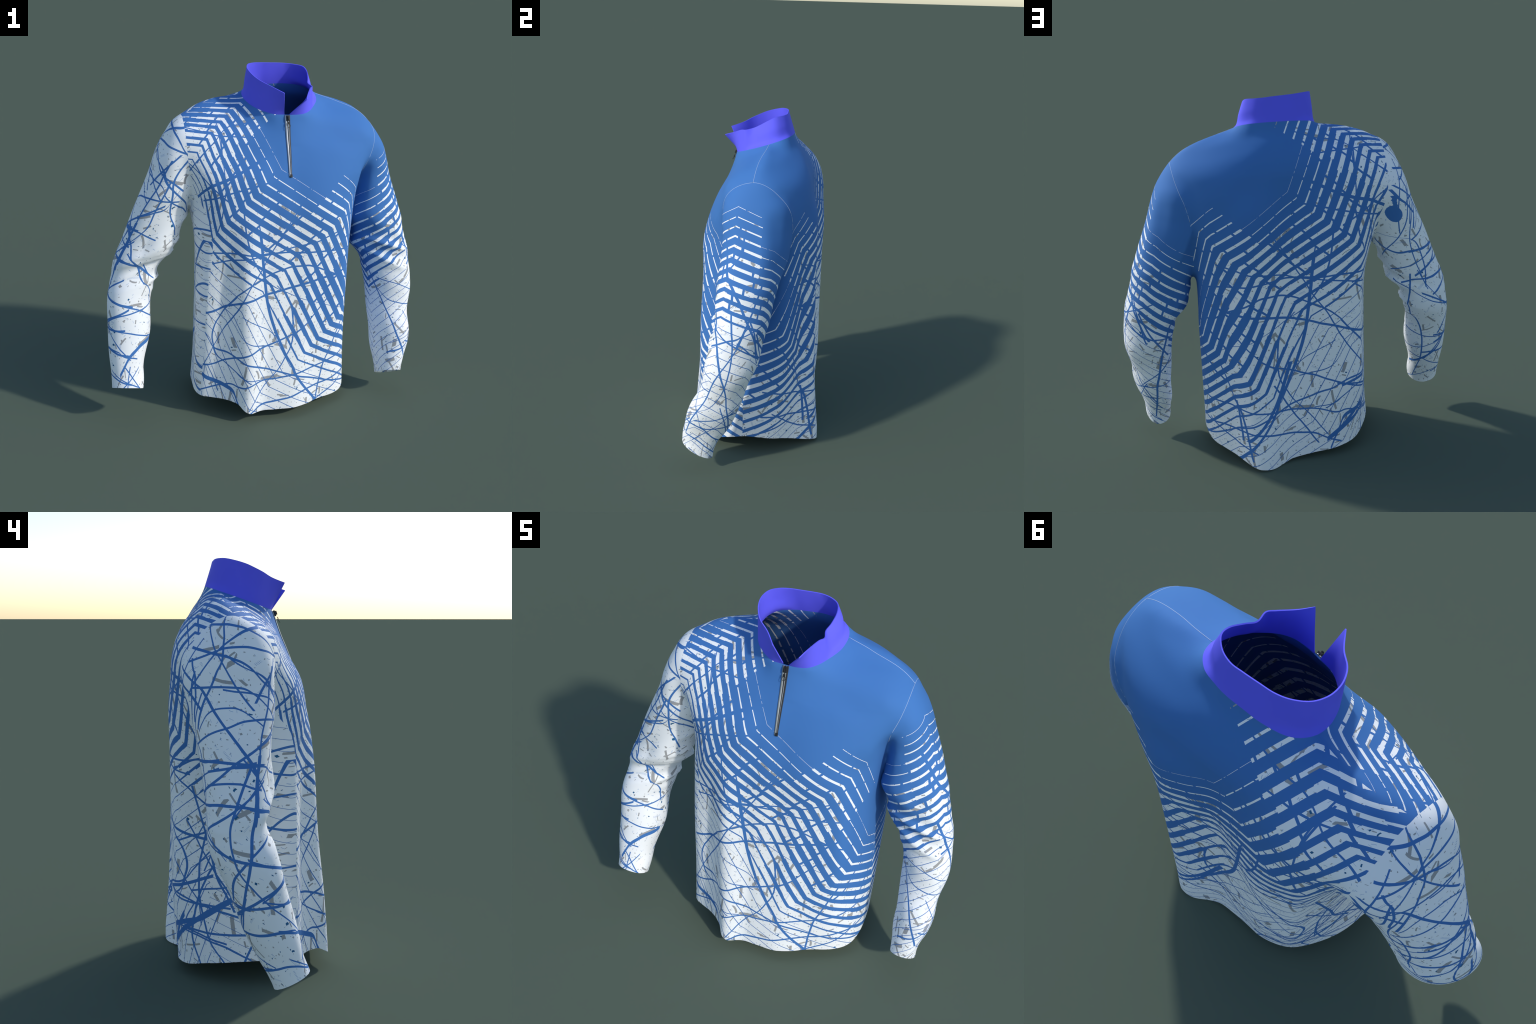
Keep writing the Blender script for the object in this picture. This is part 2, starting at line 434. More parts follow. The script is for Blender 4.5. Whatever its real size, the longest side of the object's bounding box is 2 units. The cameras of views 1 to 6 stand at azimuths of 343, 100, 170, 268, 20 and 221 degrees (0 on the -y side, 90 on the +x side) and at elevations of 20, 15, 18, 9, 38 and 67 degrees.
def collar_sheet(n=150, rows=16):
    top = polyline(COLLAR_TOP, n)
    # seam angle runs clockwise from the zip (right flap) round the back to the zip again
    a0 = np.arctan2(-.137 - NECK_C[1], .040 - NECK_C[0]); a1 = np.arctan2(-.140 - NECK_C[1], .068 - NECK_C[0])
    raw = np.arctan2(top[:, 1] - NECK_C[1], top[:, 0] - NECK_C[0])
    s = np.linspace(0, 1, n)
    ring = neck_point(np.linspace(a0, a1 - 2*np.pi, 720))
    L = np.r_[0, np.cumsum(np.linalg.norm(np.diff(ring, axis=0), axis=1))]
    base = np.stack([np.interp(s*L[-1], L, ring[:, j]) for j in range(3)], 1)
    flap = np.minimum(s, 1 - s)
    stand = (smooth(.06, .22, flap)*smooth(.07, .17, np.abs(base[:, 0] - .07)))[:, None]
    sheet = []
    for t in np.linspace(0, 1, rows):
        h = curve([(0, 0), (.06, .2), (.14, .36), (.3, .48), (.5, .58), (.75, .78), (1, 1)], np.array([t]))[0]
        h = t*(1 - stand) + h*stand
        p = base*(1 - t) + top*t
        p[:, :2] = (base*(1 - h) + top*h)[:, :2]
        sheet.append(p)
    return np.array(sheet)


def normals_of(v, f):
    me = bpy.data.meshes.new("tmp"); me.from_pydata(v.tolist(), [], f)
    n = np.empty(len(v)*3); me.vertices.foreach_get("normal", n)
    bpy.data.meshes.remove(me)
    return n.reshape(-1, 3)


def add_mesh(name, v, f, mat, parent=None, smooth_shade=True, normals=None):
    me = bpy.data.meshes.new(name)
    me.from_pydata([tuple(p) for p in np.asarray(v)], [], f)
    me.materials.append(mat)
    me.polygons.foreach_set("use_smooth", [smooth_shade]*len(me.polygons))
    if normals is not None:
        me.normals_split_custom_set_from_vertices([tuple(n) for n in normals])
    ob = bpy.data.objects.new(name, me); COL.objects.link(ob)
    ob.parent = parent
    return ob


def thick_part(name, V, N, F, border, mat, parent, thick=THICK, shared_normals=True):
    """Cloth with two sides: the faces F of the whole body, their inner side, and rims at open edges."""
    used = np.unique(np.concatenate([np.array(q) for q in F]))
    idx = {int(u): k for k, u in enumerate(used)}
    n = len(used)
    v = np.vstack([V[used], V[used] - N[used]*thick])
    f = [[idx[i] for i in q] for q in F]
    f += [[idx[i] + n for i in q[::-1]] for q in F]
    nn = np.vstack([N[used], -N[used]])
    rim = [(idx[a], idx[b]) for a, b in border if a in idx and b in idx]
    if rim:                                       # rims get vertices of their own: a crisp hem
        k = len(v); ex, en, seen = [], [], {}
        def rv(i):
            if i not in seen:
                seen[i] = k + len(ex)
                ex.extend([v[i], v[i + n]]); en.extend([nn[i], nn[i]])
            return seen[i]
        for a, b in rim:
            A, B = rv(a), rv(b)
            f.append([B, A, A + 1, B + 1])
        v = np.vstack([v, np.array(ex)])
        out = np.zeros((len(v), 3)); out[:len(nn)] = nn
        for a, b in rim:
            A, B = seen[a], seen[b]
            q = np.cross(v[b] - v[a], N[used][a]); q /= np.linalg.norm(q) + 1e-9
            for j in (A, A + 1, B, B + 1):
                out[j] += q
        out /= np.linalg.norm(out, axis=1)[:, None] + 1e-9
        nn = out
    return add_mesh(name, v, f, mat, parent, True, nn)


def chains(edges):
    """Join loose edges into ordered runs of vertices."""
    nb = {}
    for a, b in edges:
        nb.setdefault(a, []).append(b); nb.setdefault(b, []).append(a)
    left, out = set(nb), []
    while left:
        ends = [q for q in left if len(nb[q]) == 1]
        cur = min(ends) if ends else min(left)
        run = [cur]; left.discard(cur)
        while True:
            nxt = [q for q in nb[cur] if q in left]
            if not nxt:
                break
            cur = nxt[0]; run.append(cur); left.discard(cur)
        if len(nb[run[0]]) > 1 and run[0] in nb[run[-1]]:
            run.append(run[0])
        out.append(run)
    return out


def tube(name, path, radius, mat, parent, sides=8, up=None):
    p = np.array(path, float); n = len(p)
    t = np.gradient(p, axis=0); t /= np.linalg.norm(t, axis=1)[:, None] + 1e-9
    ref = np.tile([0.3, -.2, 1.], (n, 1)) if up is None else np.asarray(up)
    u = np.cross(t, ref); u /= np.linalg.norm(u, axis=1)[:, None] + 1e-9
    w = np.cross(t, u)
    a = np.linspace(0, 2*np.pi, sides, endpoint=False)
    v = (p[:, None] + radius*(np.cos(a)[None, :, None]*u[:, None] + np.sin(a)[None, :, None]*w[:, None])).reshape(-1, 3)
    return add_mesh(name, v, [q if len(q) != 4 else q for q in loft_faces(n, sides)], mat, parent)


def evened(p, n, passes=6):
    p = np.array(p, float)
    for _ in range(passes):
        p[1:-1] = p[1:-1]*.5 + (p[:-2] + p[2:])*.25
    s = np.r_[0, np.cumsum(np.linalg.norm(np.diff(p, axis=0), axis=1))]
    u = np.linspace(0, s[-1], n)
    return np.stack([np.interp(u, s, p[:, j]) for j in range(3)], 1)


def rounded_box(name, size, mat, parent, bevel, place):
    bm = bmesh.new(); bmesh.ops.create_cube(bm, size=1)
    for v in bm.verts:
        v.co = Vector((v.co.x*size[0], v.co.y*size[1], v.co.z*size[2]))
    bmesh.ops.bevel(bm, geom=bm.edges[:], offset=bevel, segments=3, profile=.6, affect='EDGES')
    v = np.array([q.co for q in bm.verts]); f = [[w.index for w in q.verts] for q in bm.faces]
    bm.free()
    return add_mesh(name, place(v), f, mat, parent, False)


def build_zipper(V, F, P, mats, parent):
    """Metal zip down the front placket: satin tapes, coil, slider with a ring pull and an end stop."""
    from mathutils.bvhtree import BVHTree
    tree = BVHTree.FromPolygons([Vector(p) for p in V], [q for q, k in zip(F, P) if k == 0])
    rows = 60
    # centre line x, half widths left and right of it, from the neck to the stop
    zt = np.linspace(1.7535, 1.436, rows)
    s = np.linspace(0, 1, rows)
    xm = .055 - .003*s
    half = .0150 - .0065*s**1.2

    def surf(x, z, lift):
        hit, no, _, _ = tree.ray_cast(Vector((x, -1, z)), Vector((0, 1, 0)))
        if hit is None:
            hit, no, _, _ = tree.find_nearest(Vector((x, -.14, z)))
        return np.array(hit + Vector((no.x, no.y, no.z))*lift*(1 if no.y < 0 else -1))

    def band(name, a, b, crown, lift, mat, n=9):
        vs, fs = [], []
        for k in range(rows):
            for j in range(n):
                w = j/(n - 1)
                x = xm[k] + half[k]*(a(s[k])*(1 - w) + b(s[k])*w)
                vs.append(surf(x, zt[k], lift + crown*np.sin(np.pi*w)))
        for k in range(rows - 1):
            for j in range(n - 1):
                fs.append([k*n + j, (k + 1)*n + j, (k + 1)*n + j + 1, k*n + j + 1])
        ob = add_mesh(name, vs, fs, mat, zipper)
        m = ob.modifiers.new("cloth", "SOLIDIFY"); m.thickness = .003; m.offset = -1
        return ob

    zipper = bpy.data.objects.new("zipper", None); COL.objects.link(zipper); zipper.parent = parent
    band("zipper_tape", lambda t: -1, lambda t: 1, .0005, .0022, mats["tape_dark"])
    band("zipper_tape", lambda t: -1.0, lambda t: -.22 + .3*t, .0020, .0034, mats["satin"])
    band("zipper_tape", lambda t: .02 + .28*t, lambda t: .50 - .02*t, .0022, .0034, mats["satin"])
    # slider body, its bridge, a short tab and the ring
    o = surf(.056, 1.738, 0); o2 = surf(.056, 1.700, 0)
    d = (o2 - o)/np.linalg.norm(o2 - o)
    ex = np.array([1., 0, 0]); ny = np.cross(ex, d); ny /= np.linalg.norm(ny)
    if ny[1] > 0:
        ny = -ny
    at = lambda x, out, down: (lambda v: o + v[:, :1]*ex + v[:, 1:2]*ny + v[:, 2:3]*d + x*ex + out*ny + down*d)
    black = mats["black"]
    rounded_box("zipper_slider", (.020, .010, .030), black, zipper, .003, at(0, .0085, .0))
    rounded_box("slider_bridge", (.006, .009, .020), black, zipper, .002, at(0, .0165, .0))
    rounded_box("pull_tab", (.011, .004, .014), black, zipper, .0015, at(.0, .0165, .028))
    a = np.linspace(0, 2*np.pi, 33)
    ring = o + (.0085*np.cos(a))[:, None]*ex + (.042 + .010*np.sin(a))[:, None]*d + (.0165 + .003*np.sin(a))[:, None]*ny
    tube("pull_ring", ring, .0011, black, zipper, 8, np.tile(ny, (33, 1)))
    e = surf(.0555, 1.441, 0)
    rounded_box("end_stop", (.013, .008, .017), black, zipper, .002, lambda v: e + v[:, :1]*ex + v[:, 1:2]*ny + v[:, 2:3]*d + .004*ny)
    return zipper


def build(mats):
    V, N, F, P, border, seam = build_body()
    V = fit_neck(V, border)
    N = normals_of(V, F)
    shirt = bpy.data.objects.new("sports_shirt", None); COL.objects.link(shirt)
    shirt["label"] = "long-sleeved quarter-zip sports shirt with blue stripes on white"
    shirt["category"] = "sports shirt"
    names = ["front_panel", "back_panel", "sleeve", "sleeve", "cuff", "cuff"]
    keys = ["front", "back", "sleeve_r", "sleeve_l", "sleeve_r", "sleeve_l"]
    made = []
    for k in range(6):
        fk = [q for q, p in zip(F, P) if p == k]
        bk = [(a, b) for a, b, fi in border if P[fi] == k]
        parent = shirt if k < 4 else made[k - 2]
        made.append(thick_part(names[k], V, N, fk, bk, mats[keys[k]], parent))
    # collar: one folded sheet, open at the front
    sh = collar_sheet(); r, n = sh.shape[:2]
    cv = sh.reshape(-1, 3)
    cf = [[i*n + j, i*n + j + 1, (i + 1)*n + j + 1, (i + 1)*n + j] for i in range(r - 1) for j in range(n - 1)]
    cn = normals_of(cv, cf)
    mid = (r//2)*n + n//2
    if cn[mid] @ (cv[mid] - np.array([.07, .04, cv[mid][2]])) < 0:
        cf = [q[::-1] for q in cf]; cn = -cn
    bd = [(j + 1, j) for j in range(n - 1)] + [((r - 1)*n + j, (r - 1)*n + j + 1) for j in range(n - 1)]
    bd += [(i*n, (i + 1)*n) for i in range(r - 1)] + [((i + 1)*n + n - 1, i*n + n - 1) for i in range(r - 1)]
    collar = thick_part("collar", cv, cn, cf, bd, mats["collar"], shirt)
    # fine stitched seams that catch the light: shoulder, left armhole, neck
    piping = []
    for pair in ((0, 3), (1, 3), (0, 1)):
        ed = [(a, b) for a, b, q in seam if q == pair]
        if pair == (0, 1):
            ed = [(a, b) for a, b in ed if V[a, 2] > 1.55 and V[a, 0] > .1]
        for run in chains(ed):
            if len(run) < 12:
                continue
            path = evened(V[run] + N[run]*.0003, max(12, len(run)//2))
            if pair != (0, 1):
                path = path[path[:, 2] > 1.40]
            if len(path) > 5:
                piping.append(tube("seam", path, .0011, mats["thread"], shirt))
    build_zipper(V, F, P, mats, shirt)
    return shirt, V, F, P



# ----------------------------------------------------------------- printed strokes
# Long brush strokes printed on both body panels: (runs along u or v, half width, points (u, v))
BODY_STROKES = [
    ("u", 0.0046, [(-0.560, 0.640), (-0.445, 0.658), (-0.315, 0.701), (-0.211, 0.740), (-0.143, 0.754), (-0.082, 0.772), (0.028, 0.793), (0.143, 0.818), (0.249, 0.837)]),
    ("v", 0.0024, [(-0.417, 0.451), (-0.280, 0.641), (-0.217, 0.757), (-0.170, 0.840), (-0.122, 0.906), (-0.072, 0.995), (-0.035, 1.053), (0.023, 1.145), (0.054, 1.199), (0.149, 1.331)]),
    ("v", 0.0061, [(0.253, 0.068), (0.106, 0.276), (0.093, 0.311), (0.044, 0.399), (0.008, 0.479), (-0.026, 0.564), (-0.058, 0.668), (-0.079, 0.771), (-0.098, 0.902), (-0.110, 1.000)]),
    ("u", 0.0033, [(-0.315, 0.701), (-0.250, 0.779), (-0.170, 0.840), (-0.121, 0.861), (-0.066, 0.887), (0.005, 0.914), (0.085, 0.927), (0.161, 0.927), (0.214, 0.913), (0.283, 0.882), (0.342, 0.856)]),
    ("v", 0.0035, [(-0.264, 0.309), (-0.319, 0.345), (-0.395, 0.398), (-0.419, 0.450), (-0.434, 0.504), (-0.416, 0.575), (-0.362, 0.646), (-0.315, 0.701)]),
    ("u", 0.0016, [(-0.319, 0.345), (-0.264, 0.309), (-0.231, 0.282), (-0.202, 0.272), (-0.135, 0.262)]),
    ("u", 0.0033, [(-0.560, 1.030), (-0.444, 1.013), (-0.327, 1.016), (-0.245, 1.019), (-0.150, 1.013), (-0.056, 1.016), (0.024, 1.015), (0.139, 1.006), (0.227, 1.004), (0.388, 0.998)]),
    ("u", 0.0028, [(-0.358, 0.965), (-0.244, 0.986), (-0.162, 0.998), (-0.114, 1.006), (-0.033, 1.014), (0.051, 1.036), (0.136, 1.052), (0.223, 1.068), (0.288, 1.089)]),
    ("v", 0.0033, [(-0.405, 1.146), (-0.375, 1.215), (-0.360, 1.301), (-0.352, 1.359)]),
    ("v", 0.0023, [(-0.099, 0.925), (-0.108, 1.005), (-0.122, 1.106), (-0.132, 1.166)]),
    ("v", 0.0025, [(0.214, 0.702), (0.124, 0.735), (0.029, 0.782), (-0.049, 0.828), (-0.116, 0.905), (-0.168, 0.991), (-0.199, 1.079), (-0.217, 1.175), (-0.222, 1.232)]),
    ("u", 0.0034, [(-0.520, 0.545), (-0.470, 0.495), (-0.425, 0.445), (-0.377, 0.424), (-0.301, 0.411), (-0.257, 0.394), (-0.208, 0.370), (-0.159, 0.357), (-0.094, 0.332), (-0.007, 0.300), (0.082, 0.267), (0.214, 0.220), (0.362, 0.158), (0.531, 0.101)]),
    ("u", 0.0034, [(-0.540, 0.322), (-0.440, 0.331), (-0.340, 0.360), (-0.265, 0.392), (-0.204, 0.417), (-0.160, 0.434), (-0.113, 0.454), (-0.062, 0.467), (-0.002, 0.486), (0.078, 0.515), (0.167, 0.565), (0.205, 0.607)]),
    ("u", 0.0085, [(-0.600, 0.310), (-0.540, 0.272), (-0.487, 0.247), (-0.402, 0.228), (-0.318, 0.201), (-0.274, 0.179), (-0.252, 0.124)]),
    ("u", 0.0032, [(-0.492, 0.173), (-0.402, 0.194), (-0.339, 0.210), (-0.280, 0.223), (-0.246, 0.216), (-0.210, 0.220), (-0.162, 0.237), (-0.092, 0.252), (-0.011, 0.255), (0.087, 0.264), (0.157, 0.275), (0.237, 0.289), (0.307, 0.301), (0.376, 0.315), (0.476, 0.326)]),
    ("u", 0.0037, [(-0.153, 0.074), (-0.109, 0.097), (-0.032, 0.110), (0.061, 0.125), (0.135, 0.145), (0.217, 0.159), (0.331, 0.168), (0.434, 0.178), (0.521, 0.178)]),
    ("v", 0.0032, [(0.260, 0.066), (0.267, 0.115), (0.286, 0.225), (0.306, 0.307), (0.330, 0.362), (0.363, 0.438), (0.393, 0.504)]),
    ("v", 0.0024, [(-0.132, 0.150), (-0.066, 0.237), (0.011, 0.324), (0.047, 0.387), (0.074, 0.440), (0.087, 0.509), (0.087, 0.593)]),
    ("v", 0.0023, [(0.087, 0.605), (0.073, 0.688), (0.047, 0.754), (0.011, 0.792)]),
    ("v", 0.0022, [(-0.502, 0.231), (-0.499, 0.314)]),
    ("v", 0.0024, [(-0.384, 0.184), (-0.416, 0.252), (-0.460, 0.313)]),
    ("u", 0.0030, [(0.265, 0.066), (0.398, 0.117), (0.521, 0.178)]),
    ("u", 0.0061, [(-0.664, 1.307), (-0.472, 1.388), (-0.374, 1.417), (-0.267, 1.455), (-0.164, 1.502), (-0.081, 1.541)]),
    ("u", 0.0033, [(-0.511, 1.309), (-0.390, 1.333), (-0.329, 1.352), (-0.260, 1.369), (-0.202, 1.384), (-0.141, 1.398), (-0.088, 1.411)]),
    ("u", 0.0028, [(-0.605, 1.745), (-0.499, 1.717), (-0.370, 1.682), (-0.289, 1.674), (-0.213, 1.668), (-0.144, 1.663)]),
    ("u", 0.0023, [(-0.622, 1.500), (-0.486, 1.590), (-0.397, 1.654), (-0.306, 1.725), (-0.252, 1.744), (-0.188, 1.751), (-0.133, 1.772)]),
    ("v", 0.0023, [(-0.337, 1.374), (-0.356, 1.450), (-0.353, 1.558), (-0.356, 1.681), (-0.363, 1.745)]),
    ("v", 0.0025, [(-0.245, 1.336), (-0.282, 1.411), (-0.322, 1.492), (-0.350, 1.558), (-0.367, 1.700)]),
    ("u", 0.0023, [(-0.548, 1.542), (-0.429, 1.632)]),
    ("u", 0.0030, [(-0.609, 1.509), (-0.512, 1.416), (-0.415, 1.355), (-0.322, 1.308)]),
    ("u", 0.0014, [(-0.201, 0.637), (-0.115, 0.589), (-0.064, 0.559), (-0.026, 0.525)]),
    ("u", 0.0014, [(-0.326, 0.672), (-0.269, 0.588), (-0.223, 0.520), (-0.176, 0.489), (-0.072, 0.464)]),
]

# Strokes on the wearer's right sleeve, u = turn round the arm (-1..1), v = height: (runs along u or v, half width, points (u, v))
SLEEVE_R_STROKES = [
    ("u", 0.0046, [(-0.476, 1.552), (-0.330, 1.576), (-0.150, 1.594), (0.055, 1.588), (0.142, 1.575), (0.281, 1.550)]),
    ("u", 0.0046, [(-0.445, 1.386), (-0.305, 1.442), (-0.198, 1.508), (-0.040, 1.546), (0.138, 1.564), (0.301, 1.579)]),
    ("u", 0.0046, [(-0.346, 1.677), (-0.190, 1.666), (-0.007, 1.626), (0.139, 1.567), (0.302, 1.454)]),
    ("u", 0.0046, [(-0.441, 1.580), (-0.408, 1.602), (-0.244, 1.658), (-0.068, 1.682), (0.104, 1.691), (0.332, 1.690)]),
    ("v", 0.0030, [(-0.136, 1.376), (-0.055, 1.450), (0.049, 1.524), (0.144, 1.578), (0.231, 1.631), (0.315, 1.685)]),
    ("v", 0.0043, [(0.299, 1.310), (0.241, 1.365), (0.158, 1.429), (0.106, 1.487), (0.055, 1.551), (0.077, 1.631), (0.107, 1.707)]),
    ("v", 0.0056, [(-0.183, 0.978), (-0.197, 1.057), (-0.167, 1.094), (-0.108, 1.146), (0.044, 1.258), (0.161, 1.335), (0.254, 1.417), (0.306, 1.438)]),
    ("u", 0.0043, [(-0.302, 1.341), (-0.244, 1.380), (-0.171, 1.413), (-0.086, 1.424), (0.102, 1.427), (0.254, 1.423)]),
    ("u", 0.0060, [(-0.169, 1.109), (-0.022, 1.116), (0.153, 1.120), (0.447, 1.112)]),
    ("u", 0.0050, [(-0.319, 1.216), (-0.177, 1.169), (-0.022, 1.118), (0.172, 1.050), (0.461, 0.987)]),
    ("u", 0.0050, [(-0.125, 1.113), (0.024, 1.100), (0.246, 1.080)]),
    ("u", 0.0043, [(-0.165, 1.019), (-0.032, 1.038), (0.106, 1.035), (0.267, 1.023)]),
    ("u", 0.0040, [(-0.447, 1.282), (-0.269, 1.290), (-0.110, 1.286), (0.021, 1.263), (0.183, 1.238), (0.328, 1.206)]),
    ("u", 0.0027, [(-0.187, 1.292), (-0.099, 1.330), (-0.014, 1.341), (0.129, 1.335), (0.219, 1.313), (0.281, 1.279)]),
    ("v", 0.0036, [(-0.239, 1.380), (-0.322, 1.447), (-0.416, 1.520)]),
    ("v", 0.0033, [(0.376, 1.307), (0.319, 1.389), (0.308, 1.459), (0.343, 1.512)]),
    ("v", 0.0058, [(0.395, 0.457), (0.237, 0.530), (0.094, 0.619), (-0.025, 0.707), (-0.090, 0.775), (-0.164, 0.945), (-0.191, 1.052)]),
    ("u", 0.0061, [(-0.352, 0.689), (-0.175, 0.710), (-0.043, 0.721), (0.151, 0.736), (0.304, 0.771), (0.468, 0.814)]),
    ("u", 0.0057, [(-0.230, 0.930), (-0.081, 0.945), (0.108, 0.948), (0.364, 0.938)]),
    ("u", 0.0043, [(-0.183, 1.009), (-0.061, 0.959), (0.093, 0.908), (0.370, 0.851)]),
    ("v", 0.0043, [(-0.278, 0.469), (-0.089, 0.548), (0.031, 0.621), (0.110, 0.681), (0.122, 0.748), (0.095, 0.837), (0.025, 0.920), (-0.058, 1.012)]),
    ("v", 0.0053, [(0.352, 0.567), (0.225, 0.641), (0.060, 0.699)]),
    ("u", 0.0053, [(-0.290, 0.546), (-0.069, 0.539), (0.192, 0.528), (0.362, 0.534)]),
    ("u", 0.0053, [(-0.329, 0.640), (-0.226, 0.616), (-0.045, 0.576), (0.146, 0.536), (0.349, 0.500)]),
    ("u", 0.0057, [(-0.360, 0.414), (-0.127, 0.430), (0.067, 0.419), (0.309, 0.412), (0.504, 0.413)]),
    ("u", 0.0043, [(-0.413, 0.258), (-0.134, 0.282), (0.111, 0.267), (0.318, 0.251)]),
    ("u", 0.0039, [(-0.289, 0.813), (-0.199, 0.788), (-0.089, 0.752)]),
    ("u", 0.0112, [(-0.881, 0.468), (-0.692, 0.460), (-0.572, 0.434), (-0.461, 0.395), (-0.399, 0.351)]),
    ("u", 0.0034, [(-0.838, 0.663), (-0.592, 0.649), (-0.449, 0.640), (-0.293, 0.625), (-0.136, 0.586)]),
    ("u", 0.0034, [(-0.843, 0.603), (-0.591, 0.651), (-0.423, 0.676), (-0.262, 0.698), (-0.137, 0.718)]),
    ("u", 0.0034, [(-0.811, 0.494), (-0.437, 0.534), (-0.285, 0.544), (-0.139, 0.555)]),
    ("u", 0.0034, [(-0.548, 0.390), (-0.361, 0.412), (-0.314, 0.430), (-0.157, 0.435)]),
    ("u", 0.0030, [(-0.616, 0.853), (-0.469, 0.887), (-0.304, 0.917), (-0.177, 0.930)]),
    ("v", 0.0030, [(-0.833, 0.692), (-0.790, 0.737), (-0.551, 0.824), (-0.451, 0.892), (-0.343, 0.936)]),
    ("u", 0.0030, [(-0.662, 0.843), (-0.517, 0.899)]),
    ("v", 0.0030, [(-0.672, 0.227), (-0.527, 0.288), (-0.425, 0.335)]),
    ("v", 0.0032, [(-0.452, 0.238), (-0.462, 0.278), (-0.480, 0.332)]),
    ("u", 0.0028, [(-0.626, 0.318), (-0.484, 0.268), (-0.396, 0.241)]),
    ("u", 0.0030, [(-0.640, 0.230), (-0.484, 0.255), (-0.319, 0.282), (-0.202, 0.302)]),
    ("v", 0.0037, [(-0.747, 1.230), (-0.466, 1.343), (-0.386, 1.389), (-0.327, 1.452), (-0.121, 1.516)]),
    ("v", 0.0032, [(-0.648, 1.130), (-0.522, 1.221), (-0.469, 1.321), (-0.445, 1.387), (-0.458, 1.435), (-0.503, 1.499)]),
    ("u", 0.0030, [(-0.705, 1.217), (-0.479, 1.281), (-0.400, 1.320), (-0.362, 1.361), (-0.237, 1.394), (-0.059, 1.408)]),
    ("u", 0.0032, [(-0.484, 1.275), (-0.468, 1.246), (-0.363, 1.215), (-0.233, 1.187)]),
    ("u", 0.0037, [(-0.438, 1.067), (-0.195, 1.104), (-0.064, 1.101)]),
    ("v", 0.0030, [(-0.539, 0.835), (-0.425, 0.896), (-0.312, 0.954), (-0.245, 1.025), (-0.141, 1.094)]),
    ("u", 0.0032, [(-0.691, 0.837), (-0.526, 0.880), (-0.325, 0.919), (-0.170, 0.928), (-0.091, 0.944)]),
    ("v", 0.0030, [(-0.171, 0.945), (-0.187, 1.046), (-0.205, 1.108), (-0.228, 1.192), (-0.265, 1.277), (-0.314, 1.356), (-0.348, 1.433)]),
    ("v", 0.0027, [(-0.082, 0.965), (-0.167, 1.011), (-0.290, 1.077), (-0.357, 1.140), (-0.369, 1.234), (-0.400, 1.336)]),
    ("v", 0.0060, [(0.310, 1.348), (0.380, 1.394), (0.450, 1.430), (0.498, 1.470)]),
    ("v", 0.0032, [(0.465, 0.931), (0.406, 1.000), (0.389, 1.094), (0.407, 1.163), (0.610, 1.206), (0.717, 1.220)]),
    ("u", 0.0050, [(0.231, 1.121), (0.358, 1.112), (0.508, 1.113), (0.634, 1.109), (0.747, 1.131), (0.823, 1.164)]),
    ("u", 0.0027, [(0.227, 1.084), (0.392, 1.058), (0.605, 1.024), (0.741, 1.009)]),
    ("v", 0.0025, [(0.758, 1.130), (0.535, 1.228), (0.427, 1.300), (0.383, 1.354), (0.339, 1.442)]),
    ("v", 0.0025, [(0.498, 0.934), (0.502, 1.061), (0.485, 1.151), (0.426, 1.233), (0.318, 1.338)]),
    ("v", 0.0022, [(0.525, 1.277), (0.451, 1.446), (0.407, 1.514), (0.362, 1.582)]),
    ("u", 0.0045, [(0.210, 0.946), (0.392, 0.936), (0.460, 0.936), (0.618, 0.938), (0.697, 0.927)]),
    ("u", 0.0029, [(0.201, 0.741), (0.385, 0.771), (0.541, 0.803), (0.648, 0.844), (0.717, 0.882), (0.770, 0.901)]),
    ("v", 0.0022, [(0.284, 0.757), (0.415, 0.829), (0.483, 0.898), (0.511, 0.962)]),
    ("v", 0.0038, [(0.729, 0.292), (0.662, 0.367), (0.634, 0.485), (0.663, 0.595), (0.730, 0.679), (0.793, 0.702), (0.791, 0.781), (0.707, 0.882)]),
    ("u", 0.0029, [(0.242, 0.522), (0.461, 0.526), (0.619, 0.541), (0.741, 0.563), (0.840, 0.576)]),
    ("u", 0.0067, [(0.240, 0.519), (0.338, 0.460), (0.458, 0.412), (0.607, 0.373), (0.762, 0.339), (0.867, 0.328)]),
    ("u", 0.0029, [(0.205, 0.287), (0.507, 0.334), (0.648, 0.367), (0.776, 0.393)]),
    ("u", 0.0025, [(0.346, 0.492), (0.506, 0.472), (0.701, 0.456), (0.919, 0.463)]),
    ("u", 0.0027, [(0.290, 0.261), (0.440, 0.254), (0.674, 0.221), (0.993, 0.182)]),
]

